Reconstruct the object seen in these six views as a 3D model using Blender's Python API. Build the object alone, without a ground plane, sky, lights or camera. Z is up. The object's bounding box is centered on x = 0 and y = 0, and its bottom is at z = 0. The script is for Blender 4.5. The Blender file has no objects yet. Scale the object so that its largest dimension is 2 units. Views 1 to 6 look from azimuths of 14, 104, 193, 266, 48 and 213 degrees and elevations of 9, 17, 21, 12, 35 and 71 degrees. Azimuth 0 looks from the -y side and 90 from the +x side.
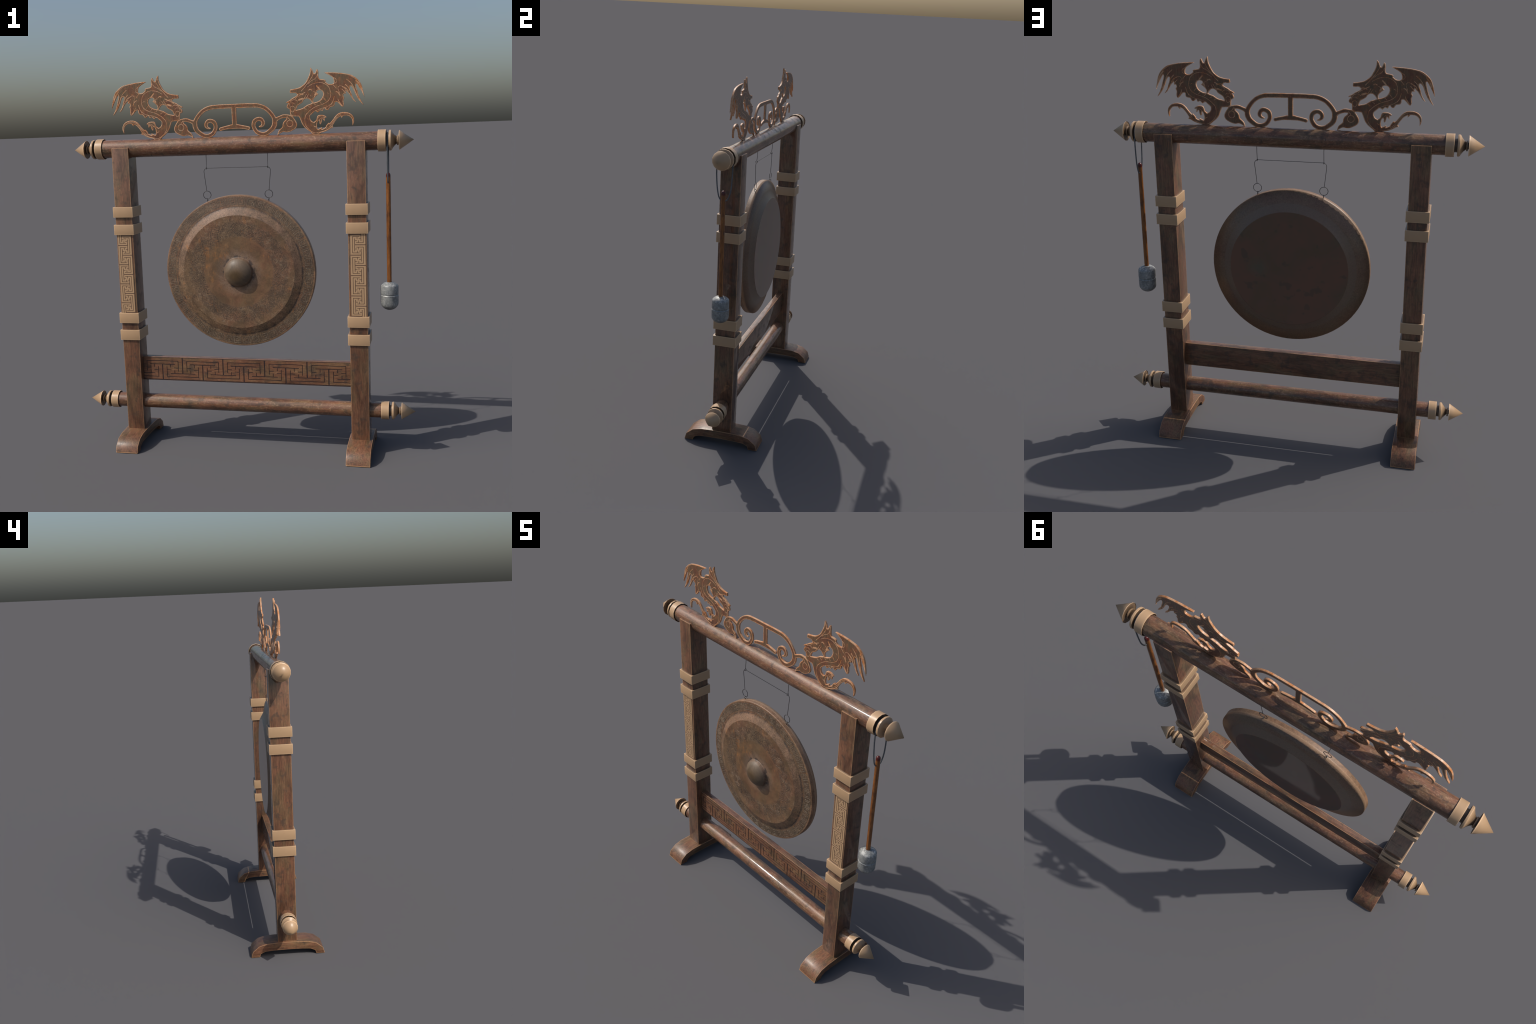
import bpy, bmesh, math, random
import numpy as np
from mathutils import Vector, Matrix, kdtree

random.seed(7)
rng = np.random.default_rng(7)
COL = bpy.context.scene.collection

# =====================================================================
#  small helpers
# =====================================================================
def link(name, mesh, parent=None, loc=(0, 0, 0), mats=()):
    ob = bpy.data.objects.new(name, mesh)
    COL.objects.link(ob)
    ob.location = loc
    if parent is not None:
        ob.parent = parent
        ob.matrix_parent_inverse = Matrix.Identity(4)
        # parents are never rotated or scaled, so only the offset matters
        ob.location = Vector(loc) - world_loc(parent)
    for m in mats:
        mesh.materials.append(m)
    return ob

def world_loc(ob):
    p = Vector(ob.location)
    while ob.parent is not None:
        ob = ob.parent
        p += Vector(ob.location)
    return p

def empty(name, loc=(0, 0, 0)):
    e = bpy.data.objects.new(name, None)
    e.empty_display_size = 0.1
    COL.objects.link(e)
    e.location = loc
    return e

def mesh_from(name, verts, faces, smooth=None, mat_idx=None):
    me = bpy.data.meshes.new(name)
    me.from_pydata([tuple(map(float, v)) for v in verts], [], faces)
    me.update()
    if mat_idx is not None:
        me.polygons.foreach_set("material_index", np.array(mat_idx, dtype=np.int32))
    if smooth is not None:
        me.polygons.foreach_set("use_smooth", np.ones(len(me.polygons), dtype=bool))
        me.set_sharp_from_angle(angle=math.radians(smooth))
    else:
        me.polygons.foreach_set("use_smooth", np.zeros(len(me.polygons), dtype=bool))
    return me

def box_mesh(name, x0, x1, y0, y1, z0, z1, bev=0.0015, seg=2, cuts=0):
    bm = bmesh.new()
    bmesh.ops.create_cube(bm, size=1.0)
    for v in bm.verts:
        v.co = Vector(((x0 + x1) / 2 + v.co.x * (x1 - x0),
                       (y0 + y1) / 2 + v.co.y * (y1 - y0),
                       (z0 + z1) / 2 + v.co.z * (z1 - z0)))
    if bev > 0:
        bmesh.ops.bevel(bm, geom=bm.edges[:] , offset=bev, segments=seg, profile=0.6, affect='EDGES')
    me = bpy.data.meshes.new(name)
    bm.to_mesh(me); bm.free()
    me.polygons.foreach_set("use_smooth", np.ones(len(me.polygons), dtype=bool))
    me.set_sharp_from_angle(angle=math.radians(50))
    return me

def lathe(name, profile, axis='x', segs=16, turn=0.0, smooth=35, flip=False):
    """profile: (position along the axis, radius); radius 0 makes a pole."""
    verts, faces, rings = [], [], []
    for a, r in profile:
        if r <= 1e-6:
            rings.append([len(verts)]); ang = [0.0]
        else:
            rings.append(list(range(len(verts), len(verts) + segs)))
            ang = [turn + 2 * math.pi * k / segs for k in range(segs)]
        for t in ang:
            c, s = r * math.cos(t), r * math.sin(t)
            verts.append({'x': (a, c, s), 'y': (s, a, c), 'z': (c, s, a)}[axis])
    for A, B in zip(rings[:-1], rings[1:]):
        n = max(len(A), len(B))
        if n == 1:
            continue
        for k in range(n):
            k2 = (k + 1) % n
            f = [A[k % len(A)], A[k2 % len(A)], B[k2 % len(B)], B[k % len(B)]]
            g = []
            for i in f:
                if i not in g:
                    g.append(i)
            faces.append(g)
    bm = bmesh.new()
    vs = [bm.verts.new(v) for v in verts]
    for f in faces:
        try:
            bm.faces.new([vs[i] for i in f])
        except ValueError:
            pass
    bmesh.ops.recalc_face_normals(bm, faces=bm.faces[:])
    me = bpy.data.meshes.new(name)
    bm.to_mesh(me); bm.free()
    me.polygons.foreach_set("use_smooth", np.ones(len(me.polygons), dtype=bool))
    me.set_sharp_from_angle(angle=math.radians(smooth))
    return me

def catmull(pts, closed=False, per=6, corner=None):
    """Smooth curve through control points; breaks at turns sharper than `corner` degrees."""
    P = [np.array(p, float) for p in pts]
    n = len(P)
    def at(i):
        if closed:
            return P[i % n]
        return P[min(max(i, 0), n - 1)]
    def is_corner(i):
        if corner is None:
            return False
        if not closed and (i <= 0 or i >= n - 1):
            return True
        a, b = at(i)[:2] - at(i - 1)[:2], at(i + 1)[:2] - at(i)[:2]
        la, lb = np.linalg.norm(a), np.linalg.norm(b)
        if la < 1e-9 or lb < 1e-9:
            return True
        return math.degrees(math.acos(max(-1, min(1, float(a @ b / la / lb))))) > corner
    out = []
    m = n if closed else n - 1
    for i in range(m):
        p1, p2 = at(i), at(i + 1)
        L = np.linalg.norm(p2 - p1)
        t1 = np.zeros_like(p1) if False else (at(i + 1) - at(i - 1)) / 2
        t2 = (at(i + 2) - at(i)) / 2
        if is_corner(i):
            t1 = p2 - p1
        if is_corner((i + 1) % n if closed else i + 1):
            t2 = p2 - p1
        for t in (t1, t2):
            l = np.linalg.norm(t)
            if l > 1.0 * L:
                t *= 1.0 * L / l
        for k in range(per):
            u = k / per
            h = (2*u**3 - 3*u**2 + 1, u**3 - 2*u**2 + u, -2*u**3 + 3*u**2, u**3 - u**2)
            out.append(h[0]*p1 + h[1]*t1 + h[2]*p2 + h[3]*t2)
    if not closed:
        out.append(P[-1])
    return out

def tube(name, pts, radius, segs=8, closed=False, smooth=60):
    P = [Vector(p) for p in pts]
    n = len(P)
    verts, faces = [], []
    prev = None
    frames = []
    for i in range(n):
        a = P[(i - 1) % n] if closed or i > 0 else P[i]
        b = P[(i + 1) % n] if closed or i < n - 1 else P[i]
        T = (b - a).normalized()
        if prev is None:
            up = Vector((0, 1, 0)) if abs(T.y) < 0.9 else Vector((1, 0, 0))
            N = (up - T * up.dot(T)).normalized()
        else:
            N = (prev - T * prev.dot(T)).normalized()
        prev = N
        frames.append((N, T.cross(N)))
    for i in range(n):
        N, B = frames[i]
        r = radius[i] if hasattr(radius, '__len__') else radius
        for k in range(segs):
            t = 2 * math.pi * k / segs
            verts.append(P[i] + (N * math.cos(t) + B * math.sin(t)) * r)
    m = n if closed else n - 1
    for i in range(m):
        j = (i + 1) % n
        for k in range(segs):
            k2 = (k + 1) % segs
            faces.append([i*segs + k, i*segs + k2, j*segs + k2, j*segs + k])
    if not closed:
        faces.append(list(range(segs))[::-1])
        faces.append([(n - 1)*segs + k for k in range(segs)])
    return mesh_from(name, verts, faces, smooth=smooth)

def join_meshes(name, meshes, smooth=None):
    """One mesh out of several (material slots are set afterwards)."""
    bm = bmesh.new()
    for me in meshes:
        bm.from_mesh(me)
    out = bpy.data.meshes.new(name)
    bm.to_mesh(out); bm.free()
    for me in meshes:
        bpy.data.meshes.remove(me)
    if smooth is not None:
        out.set_sharp_from_angle(angle=math.radians(smooth))
    return out

# =====================================================================
#  materials
# =====================================================================
class NT:
    def __init__(self, name):
        self.m = bpy.data.materials.new(name)
        self.m.use_nodes = True
        self.t = self.m.node_tree
        self.t.nodes.clear()
        self.out = self.n('ShaderNodeOutputMaterial')
        self.b = self.n('ShaderNodeBsdfPrincipled')
        self.l(self.b.outputs[0], self.out.inputs[0])
        self.tc = self.n('ShaderNodeTexCoord')
    def n(self, kind, **kw):
        x = self.t.nodes.new(kind)
        for k, v in kw.items():
            setattr(x, k, v)
        return x
    def l(self, a, b):
        self.t.links.new(a, b)
    def put(self, sock, v):
        if hasattr(v, 'is_linked'):
            self.l(v, sock)
        else:
            if sock.type == 'RGBA' and len(v) == 3:
                v = (*v, 1)
            sock.default_value = v
    def math(self, op, a, b=0.0, clamp=False):
        x = self.n('ShaderNodeMath', operation=op, use_clamp=clamp)
        self.put(x.inputs[0], a); self.put(x.inputs[1], b)
        return x.outputs[0]
    def vec(self, op, a, b=None):
        x = self.n('ShaderNodeVectorMath', operation=op)
        self.put(x.inputs[0], a)
        if b is not None:
            self.put(x.inputs[1], b)
        return x
    def mix(self, fac, a, b, blend='MIX'):
        x = self.n('ShaderNodeMix', data_type='RGBA', blend_type=blend)
        self.put(x.inputs[0], fac); self.put(x.inputs[6], a); self.put(x.inputs[7], b)
        return x.outputs[2]
    def ramp(self, fac, stops, interp='LINEAR'):
        x = self.n('ShaderNodeValToRGB')
        cr = x.color_ramp
        cr.interpolation = interp
        while len(cr.elements) < len(stops):
            cr.elements.new(0.5)
        for e, (p, c) in zip(cr.elements, stops):
            e.position = p
            e.color = (*c, 1) if hasattr(c, '__len__') else (c, c, c, 1)
        self.l(fac, x.inputs[0])
        return x.outputs[0]
    def noise(self, vec, scale, detail=4, rough=0.6, dist=0.0):
        x = self.n('ShaderNodeTexNoise')
        self.l(vec, x.inputs['Vector'])
        x.inputs['Scale'].default_value = scale
        x.inputs['Detail'].default_value = detail
        x.inputs['Roughness'].default_value = rough
        x.inputs['Distortion'].default_value = dist
        return x.outputs[0]
    def mapping(self, vec, scale=(1, 1, 1), loc=(0, 0, 0)):
        x = self.n('ShaderNodeMapping')
        self.l(vec, x.inputs[0])
        x.inputs['Scale'].default_value = scale
        x.inputs['Location'].default_value = loc
        return x.outputs[0]
    def smooth(self, v, lo, hi):
        x = self.n('ShaderNodeMapRange', interpolation_type='SMOOTHSTEP')
        self.put(x.inputs[0], v)
        x.inputs[1].default_value = lo; x.inputs[2].default_value = hi
        return x.outputs[0]
    def bump(self, h, strength=0.2, dist=0.002):
        x = self.n('ShaderNodeBump')
        x.inputs['Strength'].default_value = strength
        x.inputs['Distance'].default_value = dist
        self.l(h, x.inputs['Height'])
        self.l(x.outputs[0], self.b.inputs['Normal'])
    def edge(self, radius, lo=0.004, hi=0.075):
        """1 near convex and concave edges: how far the bevelled normal leaves the true one."""
        bv = self.n('ShaderNodeBevel')
        bv.samples = 8
        bv.inputs[0].default_value = radius
        g = self.n('ShaderNodeNewGeometry')
        d = self.vec('DOT_PRODUCT', bv.outputs[0], g.outputs['Normal'])
        return self.smooth(self.math('SUBTRACT', 1.0, d.outputs['Value']), lo, hi)
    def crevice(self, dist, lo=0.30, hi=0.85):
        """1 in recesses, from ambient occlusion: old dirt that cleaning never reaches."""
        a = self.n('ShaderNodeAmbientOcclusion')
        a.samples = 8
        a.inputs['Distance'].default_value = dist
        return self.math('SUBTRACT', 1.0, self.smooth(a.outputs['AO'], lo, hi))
    def set(self, color=None, rough=None, metal=None, coat=None, spec=None, coat_rough=0.05):
        if color is not None: self.put(self.b.inputs['Base Color'], color)
        if rough is not None: self.put(self.b.inputs['Roughness'], rough)
        if metal is not None: self.put(self.b.inputs['Metallic'], metal)
        if coat is not None:
            self.put(self.b.inputs['Coat Weight'], coat)
            self.put(self.b.inputs['Coat Roughness'], coat_rough)
        if spec is not None: self.b.inputs['Specular IOR Level'].default_value = spec

def wood(name, axis, flecks=0.25, edge=True, light=1.0, rough=0.45, vary=True, grain=1.0, coat=0.7, nicks=0.0, coat_rough=None):
    """Old polished dark wood, grain running along `axis`, pale where the edges are worn."""
    k = NT(name)
    co = k.tc.outputs['Object']
    if vary:
        oi = k.n('ShaderNodeObjectInfo')
        co = k.vec('ADD', co, k.vec('SCALE', (3.1, 7.7, 5.3)).outputs[0]).outputs[0]
        sc = co.node.inputs[1].links[0].from_node
        k.l(oi.outputs['Random'], sc.inputs['Scale'])
    st = [1.0, 1.0, 1.0]; st['xyz'.index(axis)] = 0.09
    half = [1.0, 1.0, 1.0]; half['xyz'.index(axis)] = 0.4
    fib = k.mapping(co, st)
    soft = k.mapping(co, half)
    patches = k.noise(soft, 14, 4, 0.62, 0.4)
    tone = k.ramp(patches, [(0.28, (0.108*light, 0.070*light, 0.036*light)),
                            (0.42, (0.148*light, 0.078*light, 0.038*light)),
                            (0.54, (0.150*light, 0.064*light, 0.033*light)),
                            (0.68, (0.116*light, 0.057*light, 0.031*light)),
                            (0.78, (0.098*light, 0.036*light, 0.024*light))])
    f1 = k.noise(fib, 150, 4, 0.7, 0.3)
    f2 = k.noise(fib, 55, 3, 0.6, 1.2)
    lines = k.ramp(f1, [(0.30, 0.55), (0.5, 0.98), (0.70, 1.42)])
    tone = k.mix(grain, tone, lines, 'MULTIPLY')
    dark = k.smooth(f2, 0.60, 0.74)
    tone = k.mix(k.math('MULTIPLY', dark, 0.55*grain), tone, (0.035, 0.015, 0.013))
    mot = k.noise(k.mapping(co, [0.55 if a == axis else 1 for a in 'xyz']), 120, 5, 0.75)
    fl = k.math('MULTIPLY', k.smooth(mot, 0.50, 0.72), flecks)
    tone = k.mix(fl, tone, (0.40, 0.26, 0.16))
    dirt = k.noise(co, 24, 5, 0.65)
    stain = k.noise(soft, 9, 5, 0.68, 0.7)
    tone = k.mix(1.0, tone, k.ramp(stain, [(0.36, 0.58), (0.48, 0.95), (0.60, 1.16)]), 'MULTIPLY')
    tone = k.mix(k.math('MULTIPLY', k.smooth(dirt, 0.53, 0.66), 0.65), tone, (0.055, 0.040, 0.031))
    if edge:
        e = k.edge(0.0062)
        br = k.noise(co, 60, 4, 0.7)
        e = k.math('MULTIPLY', e, k.smooth(br, 0.20, 0.46))
        tone = k.mix(k.math('MULTIPLY', e, 0.9), tone, (0.50, 0.275, 0.135))
    if nicks:
        nk = k.noise(k.mapping(co, [5.5 if a == axis else 1.0 for a in 'xyz']), 16, 2, 0.5, 0.6)
        tone = k.mix(k.math('MULTIPLY', k.smooth(nk, 0.735, 0.765), nicks), tone, (0.022, 0.018, 0.018))
    # polish: thin clear gloss, dulled where the surface is dirty
    gloss = k.math('SUBTRACT', coat, k.math('MULTIPLY', k.smooth(dirt, 0.50, 0.68), coat * 0.7))
    k.set(tone, k.ramp(mot, [(0.3, rough - 0.05), (0.7, rough + 0.12)]), coat=gloss, spec=0.35, coat_rough=coat_rough or k.ramp(patches, [(0.35, 0.035), (0.65, 0.075)]))
    k.bump(f1, 0.06, 0.0006)
    return k.m

def carved_wood(name):
    """Cut-out crest: brown board."""
    k = NT(name)
    co = k.tc.outputs['Object']
    fib = k.mapping(co, (1, 1, 0.1))
    f1 = k.noise(fib, 170, 4, 0.7)
    p = k.noise(co, 22, 4, 0.6)
    tone = k.ramp(p, [(0.34, (0.112, 0.076, 0.043)), (0.48, (0.150, 0.080, 0.042)), (0.58, (0.155, 0.062, 0.033)), (0.70, (0.095, 0.046, 0.030))])
    tone = k.mix(1.0, tone, k.ramp(f1, [(0.3, 0.68), (0.7, 1.3)]), 'MULTIPLY')
    oz = k.noise(co, 55, 5, 0.7)
    tone = k.mix(k.math('MULTIPLY', k.smooth(oz, 0.53, 0.66), 0.6), tone, (0.30, 0.115, 0.042))
    k.set(tone, 0.5, coat=0.55, spec=0.3, coat_rough=0.08)
    k.bump(f1, 0.05, 0.0006)
    return k.m

def bare_wood(name):
    """Worn pale wood on rims, sides and in the carved lines, orange in places."""
    k = NT(name)
    co = k.tc.outputs['Object']
    p = k.noise(co, 34, 4, 0.6)
    tone = k.ramp(p, [(0.36, (0.54, 0.315, 0.175)), (0.50, (0.57, 0.300, 0.160)), (0.58, (0.50, 0.220, 0.090)), (0.68, (0.46, 0.160, 0.042))])
    g = k.noise(co, 140, 3, 0.7)
    tone = k.mix(1.0, tone, k.ramp(g, [(0.3, 0.72), (0.7, 1.15)]), 'MULTIPLY')
    k.set(tone, 0.48, coat=0.2, spec=0.3, coat_rough=0.3)
    return k.m

def tan_wood(name, edge=True):
    """Smooth pale boxwood of the bands, finials and post panels."""
    k = NT(name)
    co = k.tc.outputs['Object']
    p = k.noise(co, 18, 4, 0.55)
    tone = k.ramp(p, [(0.3, (0.410, 0.266, 0.152)), (0.7, (0.440, 0.283, 0.160))])
    sp = k.noise(co, 190, 2, 0.5)
    tone = k.mix(k.math('MULTIPLY', k.smooth(sp, 0.74, 0.79), 0.7), tone, (0.16, 0.09, 0.045))
    if edge:
        e = k.edge(0.0060)
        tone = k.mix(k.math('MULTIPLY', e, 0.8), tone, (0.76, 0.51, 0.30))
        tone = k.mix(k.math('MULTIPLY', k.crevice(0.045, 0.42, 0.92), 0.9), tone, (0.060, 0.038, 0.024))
    k.set(tone, k.ramp(p, [(0.3, 0.34), (0.7, 0.44)]))
    return k.m

def groove(name, c):
    k = NT(name)
    co = k.tc.outputs['Object']
    t = k.mix(k.noise(co, 90, 3), tuple(0.75*x for x in c), tuple(1.3*x for x in c))
    k.set(t, 0.6)
    return k.m

def bronze(name, front=True):
    """Old bronze: radial zones worked out from the distance to the gong's centre."""
    k = NT(name)
    co = k.tc.outputs['Object']
    flat = k.vec('MULTIPLY', co, (1, 0, 1)).outputs[0]
    r = k.vec('LENGTH', flat).outputs['Value']
    sep = k.n('ShaderNodeSeparateXYZ'); k.l(co, sep.inputs[0])
    big = k.noise(co, 6, 5, 0.62, 0.5)
    mid = k.noise(co, 26, 6, 0.7)
    fine = k.noise(co, 150, 4, 0.8)
    speck = k.noise(co, 170, 5, 0.85, 0.3)
    inside = lambda lo, hi, w=0.006: k.math('MULTIPLY', k.smooth(r, lo - w, lo + w), k.math('SUBTRACT', 1.0, k.smooth(r, hi - w, hi + w)))
    below = lambda lo, hi: k.math('SUBTRACT', 1.0, k.smooth(r, lo, hi))
    if front:
        plain = k.ramp(big, [(0.32, (0.140, 0.095, 0.054)), (0.48, (0.155, 0.095, 0.052)), (0.60, (0.158, 0.084, 0.048)), (0.72, (0.130, 0.088, 0.052))])
        plain = k.mix(1.0, plain, k.ramp(fine, [(0.28, 0.82), (0.74, 1.18)]), 'MULTIPLY')
        crust = k.ramp(big, [(0.32, (0.176, 0.132, 0.086)), (0.48, (0.180, 0.120, 0.077)), (0.60, (0.180, 0.100, 0.064)), (0.72, (0.152, 0.108, 0.076))])
        crust = k.mix(1.0, crust, k.ramp(speck, [(0.36, 0.30), (0.46, 0.72), (0.54, 1.12), (0.64, 2.0)]), 'MULTIPLY')
        crust = k.mix(1.0, crust, (0.92, 0.89, 0.86), 'MULTIPLY')
        outer = k.math('MULTIPLY', k.smooth(r, 0.180, 0.192), k.math('ADD', 0.55, k.math('MULTIPLY', k.smooth(mid, 0.38, 0.58), 0.45)))
        smoothband = inside(0.268, 0.2995, 0.004)
        tone = k.mix(outer, plain, crust)
        tone = k.mix(k.math('MULTIPLY', smoothband, k.smooth(mid, 0.60, 0.40)), tone, plain)
        ring = inside(0.187, 0.266, 0.004)
        tone = k.mix(k.math('MULTIPLY', ring, k.math('MULTIPLY', k.smooth(mid, 0.40, 0.60), 0.6)), tone, (0.082, 0.056, 0.040))
        rim = inside(0.3505, 0.3925, 0.003)
        tone = k.mix(k.math('MULTIPLY', rim, k.math('ADD', 0.25, k.math('MULTIPLY', k.smooth(mid, 0.40, 0.62), 0.45))), tone, (0.075, 0.055, 0.042))
        # pale scurf in clusters
        scurf = k.noise(co, 62, 6, 0.82, 0.6)
        clus = k.smooth(k.noise(co, 11, 3, 0.6), 0.42, 0.62)
        tone = k.mix(k.math('MULTIPLY', k.math('MULTIPLY', k.smooth(scurf, 0.52, 0.64), clus), k.math('MULTIPLY', k.smooth(r, 0.183, 0.192), 0.62)), tone, (0.285, 0.225, 0.160))
        pits = k.math('SUBTRACT', 1.0, k.smooth(scurf, 0.36, 0.45))
        tone = k.mix(k.math('MULTIPLY', pits, k.math('MULTIPLY', k.smooth(r, 0.183, 0.192), 0.6)), tone, (0.055, 0.040, 0.032))
        # dark dashes in the crease at the foot of the bevel
        tone = k.mix(k.math('MULTIPLY', inside(0.334, 0.3445, 0.006), k.math('MULTIPLY', k.smooth(mid, 0.44, 0.58), 0.9)), tone, (0.045, 0.037, 0.035))
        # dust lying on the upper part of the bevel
        up = k.smooth(sep.outputs['Z'], -0.22, 0.16)
        tone = k.mix(k.math('MULTIPLY', k.math('MULTIPLY', inside(0.3005, 0.334, 0.0025), up), k.math('MULTIPLY', k.smooth(speck, 0.28, 0.66), k.math('ADD', 0.35, k.math('MULTIPLY', k.smooth(big, 0.40, 0.60), 0.5)))), tone, (0.265, 0.178, 0.128))
        # pinkish dust around the boss
        tone = k.mix(k.math('MULTIPLY', below(0.092, 0.140), k.math('MULTIPLY', k.smooth(speck, 0.38, 0.58), 0.9)), tone, (0.205, 0.150, 0.118))
        tone = k.mix(k.math('MULTIPLY', inside(0.076, 0.090, 0.007), k.smooth(mid, 0.46, 0.58)), tone, (0.055, 0.042, 0.038))
        # the boss itself, olive, darkest at its middle
        d0 = k.vec('DISTANCE', flat, (-0.008, 0.0, -0.010)).outputs['Value']
        core = k.math('SUBTRACT', 1.0, k.smooth(d0, 0.012, 0.058))
        dcol = k.mix(core, k.mix(speck, (0.088, 0.068, 0.048), (0.160, 0.120, 0.085)), k.mix(mid, (0.072, 0.056, 0.030), (0.125, 0.075, 0.036)))
        tone = k.mix(below(0.066, 0.078), tone, dcol)
        # orange corrosion, heaviest above and left of the boss
        d = k.vec('DISTANCE', flat, (-0.115, 0.0, 0.080)).outputs['Value']
        near = k.math('SUBTRACT', 1.0, k.smooth(d, 0.0, 0.16))
        streak = k.noise(k.mapping(co, (1, 1, 0.35)), 48, 6, 0.75)
        ru = k.smooth(k.math('ADD', k.math('MULTIPLY', k.math('ADD', streak, mid), 0.5), k.math('MULTIPLY', near, 0.085)), 0.545, 0.65)
        tone = k.mix(k.math('MULTIPLY', k.math('MULTIPLY', ru, 0.62), k.smooth(r, 0.085, 0.12)), tone, (0.31, 0.140, 0.045))
        # rubbed outer edge
        tone = k.mix(k.math('MULTIPLY', k.smooth(r, 0.394, 0.400), k.math('MULTIPLY', mid, 0.9)), tone, (0.30, 0.185, 0.115))
        rough = k.mix(core, k.ramp(fine, [(0.3, 0.42), (0.7, 0.58)]), (0.4, 0.4, 0.4))
    else:
        tone = k.ramp(big, [(0.32, (0.104, 0.082, 0.060)), (0.48, (0.115, 0.079, 0.056)), (0.62, (0.106, 0.066, 0.048)), (0.74, (0.082, 0.056, 0.040))])
        tone = k.mix(1.0, tone, k.ramp(speck, [(0.30, 0.62), (0.5, 1.20), (0.72, 1.9)]), 'MULTIPLY')
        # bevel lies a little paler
        tone = k.mix(k.math('MULTIPLY', inside(0.302, 0.340, 0.003), 0.6), tone, k.mix(speck, (0.105, 0.084, 0.070), (0.185, 0.146, 0.122)))
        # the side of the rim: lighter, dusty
        side = k.math('SUBTRACT', 1.0, k.smooth(sep.outputs['Y'], 0.0050, 0.0078))
        tone = k.mix(side, tone, k.mix(1.0, k.mix(mid, (0.170, 0.128, 0.088), (0.330, 0.222, 0.155)), k.ramp(speck, [(0.30, 0.70), (0.72, 1.25)]), 'MULTIPLY'))
        disc = below(0.2995, 0.3020)
        dcol = k.ramp(big, [(0.35, (0.100, 0.074, 0.052)), (0.6, (0.130, 0.074, 0.055))])
        oc = k.math('MULTIPLY', k.smooth(speck, 0.66, 0.74), k.smooth(big, 0.46, 0.60))
        dcol = k.mix(k.math('MULTIPLY', oc, 0.7), dcol, (0.30, 0.17, 0.05))
        g = k.vec('DISTANCE', flat, (0.16, 0.0, 0.0)).outputs['Value']
        dcol = k.mix(k.math('MULTIPLY', k.math('SUBTRACT', 1.0, k.smooth(g, 0.0, 0.07)), k.math('MULTIPLY', mid, 0.8)), dcol, (0.075, 0.105, 0.092))
        blot = k.noise(co, 15, 3, 0.5)
        dcol = k.mix(k.math('MULTIPLY', k.smooth(blot, 0.60, 0.68), 0.5), dcol, (0.060, 0.055, 0.048))
        tone = k.mix(disc, tone, dcol)
        rough = k.mix(disc, k.mix(side, (0.38, 0.38, 0.38), (0.45, 0.45, 0.45)), (0.055, 0.055, 0.055))
    if front:
        tone = k.mix(1.0, tone, k.ramp(k.noise(co, 13, 6, 0.72, 0.8), [(0.38, 0.66), (0.52, 0.95), (0.64, 1.14)]), 'MULTIPLY')
        tone = k.mix(1.0, tone, (1.03, 0.95, 0.86), 'MULTIPLY')
    else:
        tone = k.mix(1.0, tone, (1.12, 1.0, 0.86), 'MULTIPLY')
    k.set(tone, rough)
    if front:
        k.bump(k.math('MULTIPLY', k.math('ADD', k.math('MULTIPLY', fine, 0.5), speck), k.smooth(r, 0.17, 0.20)), 0.28, 0.0025)
    else:
        k.bump(k.math('MULTIPLY', speck, k.smooth(r, 0.299, 0.303)), 0.08, 0.001)
    return k.m

def relief_bronze(name, a, b):
    k = NT(name)
    co = k.tc.outputs['Object']
    n = k.noise(co, 20, 6, 0.75)
    f = k.noise(co, 170, 5, 0.85, 0.3)
    tone = k.ramp(n, [(0.36, a), (0.64, b)])
    tone = k.mix(1.0, tone, k.ramp(f, [(0.36, 0.34), (0.46, 0.76), (0.54, 1.12), (0.64, 1.9)]), 'MULTIPLY')
    k.set(tone, 0.55)
    k.bump(f, 0.25, 0.0022)
    return k.m

def wire_metal(name, c, rough=0.45, metal=0.6):
    k = NT(name)
    co = k.tc.outputs['Object']
    t = k.mix(k.noise(co, 120, 4, 0.7), tuple(0.6*x for x in c), tuple(1.4*x for x in c))
    k.set(t, rough, metal)
    return k.m

def grey_head(name):
    """Scuffed grey mallet head."""
    k = NT(name)
    co = k.tc.outputs['Object']
    a = k.noise(co, 30, 5, 0.7, 0.8)
    b = k.noise(k.mapping(co, (1, 1, 0.6)), 85, 5, 0.75)
    t = k.ramp(a, [(0.32, (0.145, 0.155, 0.160)), (0.52, (0.225, 0.235, 0.230)), (0.70, (0.30, 0.30, 0.285))])
    t = k.mix(1.0, t, k.ramp(b, [(0.28, 0.62), (0.55, 1.0), (0.75, 1.25)]), 'MULTIPLY')
    sc = k.noise(co, 48, 6, 0.8, 1.5)
    sep = k.n('ShaderNodeSeparateXYZ'); k.l(co, sep.inputs[0])
    top = k.smooth(sep.outputs['Z'], 0.115, 0.135)
    t = k.mix(k.math('MULTIPLY', k.smooth(sc, 0.51, 0.61), k.math('ADD', 0.30, k.math('MULTIPLY', top, 0.5))), t, (0.62, 0.60, 0.57))
    t = k.mix(k.math('MULTIPLY', k.math('SUBTRACT', 1.0, k.smooth(sep.outputs['Z'], 0.008, 0.034)), 0.6), t, (0.10, 0.10, 0.10))
    k.set(t, k.ramp(a, [(0.3, 0.55), (0.7, 0.40)]), 0.12)
    k.bump(b, 0.2, 0.0012)
    return k.m

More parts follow.
